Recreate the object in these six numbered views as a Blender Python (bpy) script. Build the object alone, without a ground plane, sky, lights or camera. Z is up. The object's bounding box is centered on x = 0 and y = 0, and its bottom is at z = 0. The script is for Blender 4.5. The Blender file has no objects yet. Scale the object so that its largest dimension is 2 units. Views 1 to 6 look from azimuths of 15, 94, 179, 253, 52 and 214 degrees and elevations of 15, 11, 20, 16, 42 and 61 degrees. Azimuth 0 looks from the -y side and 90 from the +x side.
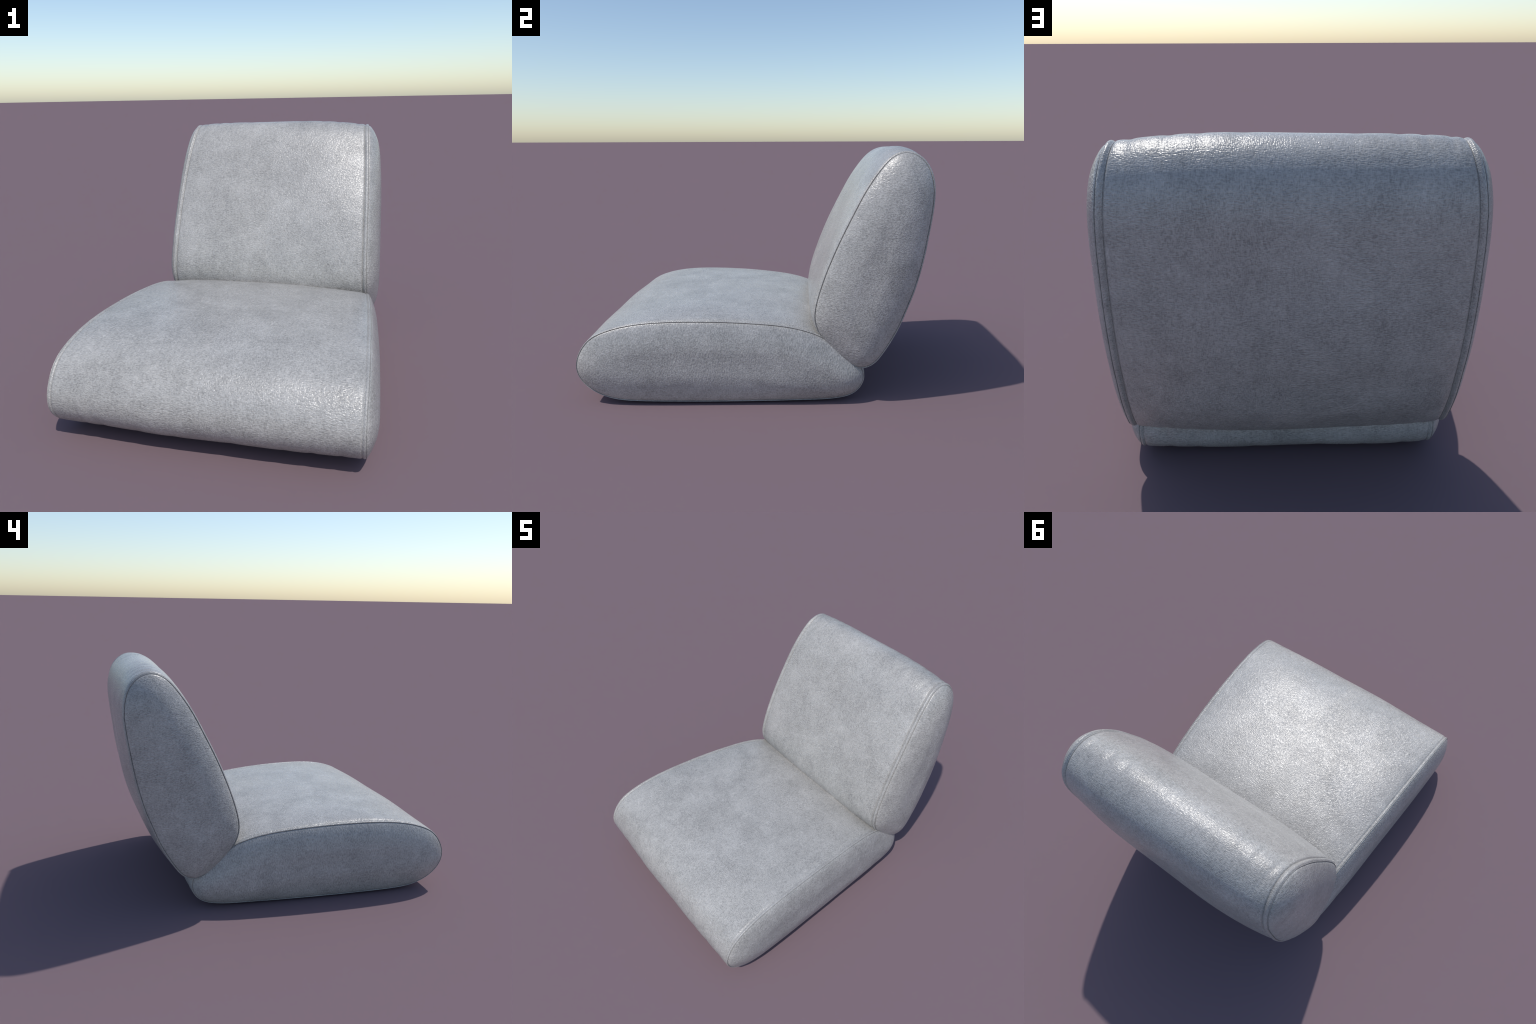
import bpy, math
import numpy as np

# ----------------------------------------------------------------------------
# Low lounge chair: a trapezoid seat cushion and a leaning backrest cushion.
# Each cushion = one wrapped main panel (a closed side profile swept across x),
# two domed side panels and a narrow seam strip set between two stitched grooves.
# ----------------------------------------------------------------------------
N_T = 800                      # samples round the side profile


def closed_spline(points, n):
    """Smooth closed curve through (y, z) control points, evenly resampled."""
    p = np.array(points, float)
    m = len(p)
    out = []
    for i in range(m):
        p0, p1, p2, p3 = p[i - 1], p[i], p[(i + 1) % m], p[(i + 2) % m]
        d01 = np.linalg.norm(p1 - p0) ** .5
        d12 = np.linalg.norm(p2 - p1) ** .5
        d23 = np.linalg.norm(p3 - p2) ** .5
        m1 = (p1 - p0) / d01 - (p2 - p0) / (d01 + d12) + (p2 - p1) / d12
        m2 = (p2 - p1) / d12 - (p3 - p1) / (d12 + d23) + (p3 - p2) / d23
        m1, m2 = m1 * d12, m2 * d12
        for u in np.linspace(0, 1, 80, endpoint=False):
            out.append((2*u**3 - 3*u**2 + 1) * p1 + (u**3 - 2*u**2 + u) * m1
                       + (-2*u**3 + 3*u**2) * p2 + (u**3 - u**2) * m2)
    c = resample(np.array(out), n)
    k = np.exp(-.5 * (np.arange(-30, 31) / 7.0) ** 2)      # relax the curvature
    k /= k.sum()
    w = np.vstack([c[-30:], c, c[:30]])
    c = np.stack([np.convolve(w[:, j], k, 'valid') for j in (0, 1)], 1)
    return resample(c, n)


def resample(c, n):
    q = np.vstack([c, c[:1]])
    s = np.r_[0, np.cumsum(np.linalg.norm(np.diff(q, axis=0), axis=1))]
    t = np.linspace(0, s[-1], n, endpoint=False)
    return np.stack([np.interp(t, s, q[:, j]) for j in (0, 1)], 1)


def distance_to_profile(q, prof):
    a = prof
    b = np.roll(prof, -1, axis=0)
    ab = b - a
    l2 = (ab ** 2).sum(1)
    flat = q.reshape(-1, 2)
    out = np.empty(len(flat))
    for i in range(0, len(flat), 2000):
        f = flat[i:i + 2000, None, :]
        u = np.clip(((f - a) * ab).sum(2) / l2, 0, 1)
        out[i:i + 2000] = np.sqrt((((f - a) - u[..., None] * ab) ** 2).sum(2)).min(1)
    return out.reshape(q.shape[:-1])


def ease(v):
    v = np.clip(v, 0, 1)
    return v * v * (3 - 2 * v)


def bell(x, c, w):
    return np.exp(-((x - c) / w) ** 2)


# ------------------------------------------------------------------ materials
def leather(name, grain_scale, tilt, tone):
    """Grey suede-like leather: cloudy patches, streaky grain, soft sheen."""
    mat = bpy.data.materials.new(name)
    mat.use_nodes = True
    nt = mat.node_tree
    nt.nodes.clear()
    N = nt.nodes.new
    L = nt.links.new

    def noise(vec, scale, detail, rough, dist=0.0):
        n = N('ShaderNodeTexNoise')
        n.inputs['Scale'].default_value = scale
        n.inputs['Detail'].default_value = detail
        n.inputs['Roughness'].default_value = rough
        n.inputs['Distortion'].default_value = dist
        L(vec, n.inputs['Vector'])
        return n.outputs['Fac']

    def math_node(op, a, b):
        m = N('ShaderNodeMath')
        m.operation = op
        for k, v in enumerate((a, b)):
            if isinstance(v, (int, float)):
                m.inputs[k].default_value = v
            else:
                L(v, m.inputs[k])
        return m.outputs[0]

    def remap(v, a, b, c, d):
        r = N('ShaderNodeMapRange')
        L(v, r.inputs[0])
        for k, x in zip((1, 2, 3, 4), (a, b, c, d)):
            r.inputs[k].default_value = x
        return r.outputs[0]

    def mapping(vec, scale, rot=(0, 0, 0)):
        m = N('ShaderNodeMapping')
        m.inputs['Scale'].default_value = scale
        m.inputs['Rotation'].default_value = rot
        L(vec, m.inputs['Vector'])
        return m.outputs[0]

    co = N('ShaderNodeTexCoord').outputs['Object']
    # the texture is split at the centre line, sheen included: the grain
    # changes there (shift the pattern for x < 0)
    sep = N('ShaderNodeSeparateXYZ')
    L(co, sep.inputs[0])
    plus_x_half = math_node('GREATER_THAN', sep.outputs['X'], 0.0)
    shift = N('ShaderNodeCombineXYZ')
    L(math_node('MULTIPLY', plus_x_half, 3.7), shift.inputs[1])
    split_co = N('ShaderNodeVectorMath')
    split_co.operation = 'ADD'
    L(co, split_co.inputs[0])
    L(shift.outputs[0], split_co.inputs[1])
    rot = mapping(split_co.outputs[0], (1, 1, 1), tilt)

    # the grain lines wander a little
    warp = N('ShaderNodeTexNoise')
    warp.inputs['Scale'].default_value = 5.0
    warp.inputs['Detail'].default_value = 2.0
    L(rot, warp.inputs['Vector'])
    off = N('ShaderNodeVectorMath')
    off.operation = 'MULTIPLY_ADD'
    L(warp.outputs['Color'], off.inputs[0])
    off.inputs[1].default_value = (.022, .022, .022)
    L(rot, off.inputs[2])
    vec = off.outputs[0]

    streak = noise(mapping(vec, grain_scale), 1.0, .8, .5, .25)
    cross = noise(mapping(vec, [90 if g > 200 else 240 for g in grain_scale]), 1.0, .8, .5, .25)
    pebble = math_node('ADD', math_node('MULTIPLY', math_node('ADD', streak, cross), .68), -.18)
    # slow mask: some areas streaky, others pebbled
    area = remap(noise(split_co.outputs[0], 2.6, 3.0, .55), .38, .62, .15, .9)
    area = math_node('SUBTRACT', area, math_node('MULTIPLY', plus_x_half, .35))
    area.node.use_clamp = True
    mixg = N('ShaderNodeMix')
    L(area, mixg.inputs[0])
    L(pebble, mixg.inputs[2])
    L(streak, mixg.inputs[3])
    grain = mixg.outputs[0]

    # colour: broad clouds, smaller blotches with thread-like breaks, grain specks
    cloud = noise(co, 4.2, 5.0, .58, .2)
    blotch = noise(co, 13.0, 5.0, .7, .5)
    thread = noise(mapping(co, [24 if g > 200 else 90 for g in grain_scale]), 1.0, 4.0, .7, .2)
    tone_fac = math_node('ADD', remap(cloud, .3, .7, -.12, .12), remap(blotch, .3, .7, -.105, .105))
    tone_fac = math_node('ADD', tone_fac, remap(thread, .3, .7, -.09, .09))
    tone_fac = math_node('ADD', tone_fac, remap(grain, .3, .7, -.23, .23))
    bright = math_node('ADD', tone_fac, 1.0)
    col = N('ShaderNodeVectorMath')
    col.operation = 'SCALE'
    col.inputs[0].default_value = tone
    L(bright, col.inputs['Scale'])

    # coarser crosswise wrinkles, strongest where the mask says streaky
    wrinkle = noise(mapping(vec, [.55 * g for g in grain_scale]), 1.0, 1.0, .5, .6)
    height = math_node('ADD', grain, math_node('MULTIPLY', wrinkle, remap(area, .2, .9, .3, 1.5)))
    bump = N('ShaderNodeBump')
    bump.inputs['Strength'].default_value = 1.0
    bump.inputs['Distance'].default_value = .0020
    L(height, bump.inputs['Height'])
    bsdf = N('ShaderNodeBsdfPrincipled')
    L(col.outputs[0], bsdf.inputs['Base Color'])
    L(bump.outputs[0], bsdf.inputs['Normal'])
    L(math_node('ADD', remap(cloud, .3, .7, .33, .27), remap(grain, .3, .7, .05, -.05)), bsdf.inputs['Roughness'])
    L(remap(plus_x_half, 0, 1, .55, .68), bsdf.inputs['Specular IOR Level'])  # specular raised for x > 0 to build in that half's brighter sun highlight
    out = N('ShaderNodeOutputMaterial')
    L(bsdf.outputs[0], out.inputs['Surface'])
    return mat


# ------------------------------------------------------------------- geometry
def mesh_object(name, verts, faces, mat, parent):
    me = bpy.data.meshes.new(name)
    me.vertices.add(len(verts))
    me.vertices.foreach_set('co', np.asarray(verts, np.float32).ravel())
    sizes = np.array([len(f) for f in faces], np.int32)
    loops = np.concatenate([np.asarray(f, np.int32) for f in faces])
    me.loops.add(len(loops))
    me.loops.foreach_set('vertex_index', loops)
    me.polygons.add(len(faces))
    me.polygons.foreach_set('loop_start', np.r_[0, np.cumsum(sizes)[:-1]].astype(np.int32))
    me.update(calc_edges=True)
    me.validate()
    me.polygons.foreach_set('use_smooth', np.ones(len(me.polygons), bool))
    me.materials.append(mat)
    ob = bpy.data.objects.new(name, me)
    bpy.context.collection.objects.link(ob)
    ob.parent = parent
    return ob


def grid_faces(rows, cols, flip):
    i = np.arange(rows)[:, None]
    j = np.arange(cols - 1)[None, :]
    n = (i + 1) % rows
    f = np.stack([i * cols + j, n * cols + j, n * cols + j + 1, i * cols + j + 1], 2).reshape(-1, 4)
    return f[:, ::-1] if flip else f


def build_cushion(name, controls, seam_x, centre, crown, bulge, bulge_radius, edge_power, groove, creases, mats, parent):
    prof = closed_spline(controls, N_T)
    tang = np.roll(prof, -1, 0) - np.roll(prof, 1, 0)
    tang /= np.linalg.norm(tang, axis=1)[:, None]
    area = np.sum(prof[:, 0] * np.roll(prof[:, 1], -1) - np.roll(prof[:, 0], -1) * prof[:, 1])
    sgn = 1.0 if area > 0 else -1.0                 # counter-clockwise in (y, z)
    nrm = sgn * np.stack([tang[:, 1], -tang[:, 0]], 1)

    depth, strip_w, strip_h = groove
    half = strip_w / 2

    # ---- lateral stations: band 0..1, strip, side panel rings
    u = np.linspace(0, 1, 110)
    band_s = 1 - (1 - u) ** 1.9
    v = np.linspace(0, 1, 75)[1:]
    ring_r = 1 - v ** 1.7                           # 1 at the seam, 0 at the centre
    X = seam_x(prof[:, 0], prof[:, 1])
    xin = X - half

    cols = []
    for s in band_s:                                # main panel
        c = crown(prof[:, 0], prof[:, 1], nrm) * (1 - abs(s) ** 3.4)
        cols.append(np.stack([s * xin, prof[:, 0] + nrm[:, 0] * c, prof[:, 1] + nrm[:, 1] * c], 1))
    n_band = len(cols)
    for k in np.linspace(0, 1, 17)[1:]:             # seam strip, bending over the corner
        a = k * strip_w
        inw = a * (.16 + .16 * k)
        cols.append(np.stack([xin + a * (1 - .06 * k), prof[:, 0] - nrm[:, 0] * inw, prof[:, 1] - nrm[:, 1] * inw], 1))
    n_strip = len(cols)
    edge = cols[-1]
    cen = np.array(centre)
    inner = edge[:, 1:]
    q = cen + ring_r[None, :, None] * (inner[:, None, :] - cen)
    d = distance_to_profile(q, inner)
    for k in range(len(ring_r)):                    # soften the ridge lines of the distance field
        w = 1 + 55 * (1 - ring_r[k])
        m = int(3 * w)
        ker = np.exp(-.5 * (np.arange(-m, m + 1) / w) ** 2)
        d[:, k] = np.convolve(np.r_[d[-m:, k], d[:, k], d[:m, k]], ker / ker.sum(), 'valid')
    e = np.clip(d / bulge_radius, 0, 1)
    p = edge_power
    def swell(t):
        return (1 - (1 - t) ** p) ** (1 / p)
    e0 = .03                                       # leaves the seam at a slant, not straight out
    dome = bulge(q[..., 0], q[..., 1]) * (swell((e + e0) / (1 + e0)) - swell(e0)) / (1 - swell(e0))
    xe = edge[:, 0] - X - .003
    for k in range(len(ring_r)):
        xx = seam_x(q[:, k, 0], q[:, k, 1]) + xe + dome[:, k]
        cols.append(np.stack([xx, q[:, k, 0], q[:, k, 1]], 1))
    base = np.stack(cols, 1)                        # (t, lateral, xyz), x >= 0 half

    # merge centre ring to one point
    base[:, -1, :] = base[:, -1, :].mean(0)

    # ---- arc position across the strip, for the grooves
    dl = np.linalg.norm(np.diff(base, axis=1), axis=2)
    arc = np.concatenate([np.zeros((N_T, 1)), np.cumsum(dl, 1)], 1)
    a_in = arc[:, n_band - 1:n_band]
    a_out = arc[:, n_strip - 1:n_strip]

    # outward normals
    dt = np.roll(base, -1, 0) - np.roll(base, 1, 0)
    du = np.gradient(base, axis=1)
    nn = np.cross(du, dt) * -sgn
    nn[:, -1] = (1, 0, 0)
    nn[:, -2] = (1, 0, 0)
    nn /= np.maximum(np.linalg.norm(nn, axis=2), 1e-12)[..., None]
    # make sure of the direction
    probe = nn[:, 0, 1:]
    if (probe * nrm).sum() < 0:
        nn[:, :-2] *= -1

    def relief(side):
        g = -depth[0] * bell(arc, a_in, .0055) - depth[1] * bell(arc, a_out, .0068)
        mid = (a_in + a_out) / 2
        g += strip_h * bell(arc, mid, strip_w * .33)
        # soft pull of the stitching on both neighbouring panels
        g -= .35 * depth[0] * np.where(arc < a_in, bell(arc, a_in, .016), 0)
        g += creases(base[..., 0] * side, base[..., 1], base[..., 2], arc - a_in)
        return g

    halves = {}
    for side in (1, -1):
        g = base + nn * relief(side)[..., None]
        g[:, -1] = g[:, -2].mean(0)
        g[..., 0] *= side
        halves[side] = g
    mid_row = (halves[1][:, 0] + halves[-1][:, 0]) / 2
    mid_row[:, 0] = 0

    # ---- main panel: one closed sleeve over both halves
    left = halves[-1][:, n_band - 1:0:-1]
    right = halves[1][:, 1:n_band]
    sleeve = np.concatenate([left, mid_row[:, None], right], 1)
    ccw = sgn > 0
    top = mesh_object(name, sleeve.reshape(-1, 3), list(grid_faces(N_T, sleeve.shape[1], ccw)), mats['band'], parent)

    for side in (1, -1):
        flip = ccw if side > 0 else not ccw
        s = halves[side][:, n_band - 1:n_strip]
        mesh_object('seam_strip', s.reshape(-1, 3), list(grid_faces(N_T, s.shape[1], flip)), mats['strip'], top)
        r = halves[side][:, n_strip - 1:-1]
        verts = np.vstack([r.reshape(-1, 3), halves[side][:1, -1]])
        faces = list(grid_faces(N_T, r.shape[1], flip))
        c = r.shape[1]
        hub = N_T * c
        for i in range(N_T):
            j = (i + 1) % N_T
            f = [i * c + c - 1, j * c + c - 1, hub]
            faces.append(np.array(f[::-1] if flip else f))
        mesh_object('side_panel', verts, faces, mats['side'], top)
    return top


# --------------------------------------------------------------------- chair
chair = bpy.data.objects.new('lounge_chair', None)
bpy.context.collection.objects.link(chair)
chair["label"] = "low armless lounge chair with two grey leather cushions"
chair["category"] = "lounge chair"

TONE = (.388, .377, .358)
strip_mat = leather('strip_leather', (190, 190, 190), (0, 0, 0), TONE)
seat_mats = {'band': leather('seat_leather', (85, 260, 260), (0, 0, 0), TONE),
             'side': leather('seat_side_leather', (110, 210, 82), (0, 0, 0), TONE), 'strip': strip_mat}
lean = math.radians(14)
back_mats = {'band': leather('backrest_leather', (85, 260, 260), (0, 0, 0), TONE),
             'side': leather('backrest_side_leather', (110, 82, 210), (lean, 0, 0), TONE), 'strip': strip_mat}

# side profile of the seat at its seam, (y, z), from the nose over the top
seat_profile = [(-.989, .212), (-.970, .294), (-.902, .386), (-.792, .438), (-.660, .469), (-.500, .484),
                (-.340, .487), (-.170, .484), (.000, .474), (.163, .457), (.275, .433), (.385, .391),
                (.490, .325), (.595, .235), (.633, .170), (.620, .098), (.570, .045), (.450, .017),
                (.220, .012), (-.180, .011), (-.480, .013), (-.640, .016), (-.760, .026), (-.842, .050),
                (-.918, .093), (-.968, .148)]


def seat_seam_x(y, z):
    return np.interp(y, [-1.0, -.85, -.7, -.5, -.34, -.17, 0, .17, .28, .36, .62],
                     [.731, .728, .720, .708, .697, .684, .669, .653, .641, .631, .612])


def seat_crown(y, z, n):
    return np.where(n[:, 1] < 0, .011 - .003 * n[:, 1] ** 2, .011 + .014 * n[:, 1] ** 2 * np.clip((y + 1) / .6, 0, 1))


def seat_bulge(y, z):
    """Fullest low down and towards the rear."""
    return .053 - .009 * ease((z - .05) / .45) - .010 * ease((.22 - z) / .2) * ease((.2 - y) / .6) + .014 * ease((y + .1) / .7) * ease((.5 - z) / .45)


def seat_creases(x, y, z, to_seam):
    on_band = np.clip(-to_seam / .03, 0, 1)
    nose = np.clip((-.55 - y) / .35, 0, 1) * np.clip((.40 - z) / .25, 0, 1)
    rear = np.clip((y - .45) / .12, 0, 1)
    g = 0
    for c, w, h in ((.52, .020, .0040), (.36, .026, .0030), (.14, .03, .0028), (-.12, .03, .0028),
                    (-.33, .025, .0030), (-.50, .020, .0040), (.62, .015, .0035), (-.61, .015, .0035)):
        g = g - h * bell(x, c + .02 * np.sin(9 * z + 20 * c), w)
    g = g * (nose + rear) * on_band
    soft = .0035 * np.sin(6.1 * x + 2.0) * np.sin(5.3 * y + .7) + .002 * np.sin(11 * x - 3 * y + 1)
    return .6 * g + soft * on_band * .7


build_cushion('seat_cushion', seat_profile, seat_seam_x, (-.18, .225), seat_crown, seat_bulge, .17, 1.65,
              ((.0038, .0028), .0205, .0014), seat_creases, seat_mats, chair)

# side profile of the backrest at its seam, (y, z), up the front and down the back
back_profile = [(.336, .485), (.342, .556), (.383, .705), (.457, .895), (.540, 1.070), (.607, 1.200),
                (.684, 1.314), (.735, 1.370), (.790, 1.400), (.845, 1.401), (.902, 1.373), (.948, 1.317),
                (.973, 1.240), (.978, 1.160), (.970, 1.070), (.954, .960), (.931, .820), (.889, .650),
                (.853, .550), (.806, .430), (.731, .296), (.677, .227), (.605, .199), (.530, .230),
                (.430, .315), (.360, .405)]


def back_seam_x(y, z):
    return np.interp(z, [.2, .5, .7, .9, 1.07, 1.2, 1.3, 1.41], [.632, .622, .616, .610, .603, .595, .586, .573])


def back_crown(y, z, n):
    """The cushion swells most across its lower back."""
    low = np.clip((1.15 - z) / .45, 0, 1) * np.clip((z - .10) / .3, 0, 1) * np.clip(n[:, 0], 0, 1)
    fore = np.clip((.75 - z) / .3, 0, 1) * np.clip(-n[:, 0], 0, 1)
    return .019 + .007 * ease(fore) + .023 * low * low * (3 - 2 * low)


def back_bulge(y, z):
    return np.full_like(y, .062)


def back_creases(x, y, z, to_seam):
    on_band = np.clip(-to_seam / .03, 0, 1)
    crest = np.clip((z - 1.33) / .07, 0, 1)
    foot = np.clip((.36 - z) / .12, 0, 1)
    g = 0
    for c, w, h in ((.50, .016, .0050), (.40, .018, .0045), (.29, .022, .0035), (.15, .03, .0025),
                    (-.20, .03, .0025), (-.36, .020, .0040), (-.44, .015, .0045), (-.51, .013, .0045)):
        g = g - h * bell(x, c + .015 * np.sin(12 * y + 20 * c), w)
    g = g * (crest + .6 * foot) * on_band
    soft = .0035 * np.sin(5.7 * x + .4) * np.sin(5.1 * z + 1.1) + .002 * np.sin(9 * x + 4 * z)
    return .6 * g + soft * on_band * .7


back = build_cushion('backrest_cushion', back_profile, back_seam_x, (.67, .80), back_crown, back_bulge, .18, 1.6,
              ((.0068, .0036), .028, .0030), back_creases, back_mats, chair)
back.location.x = -.004                         # the backrest sits a little off the centre line
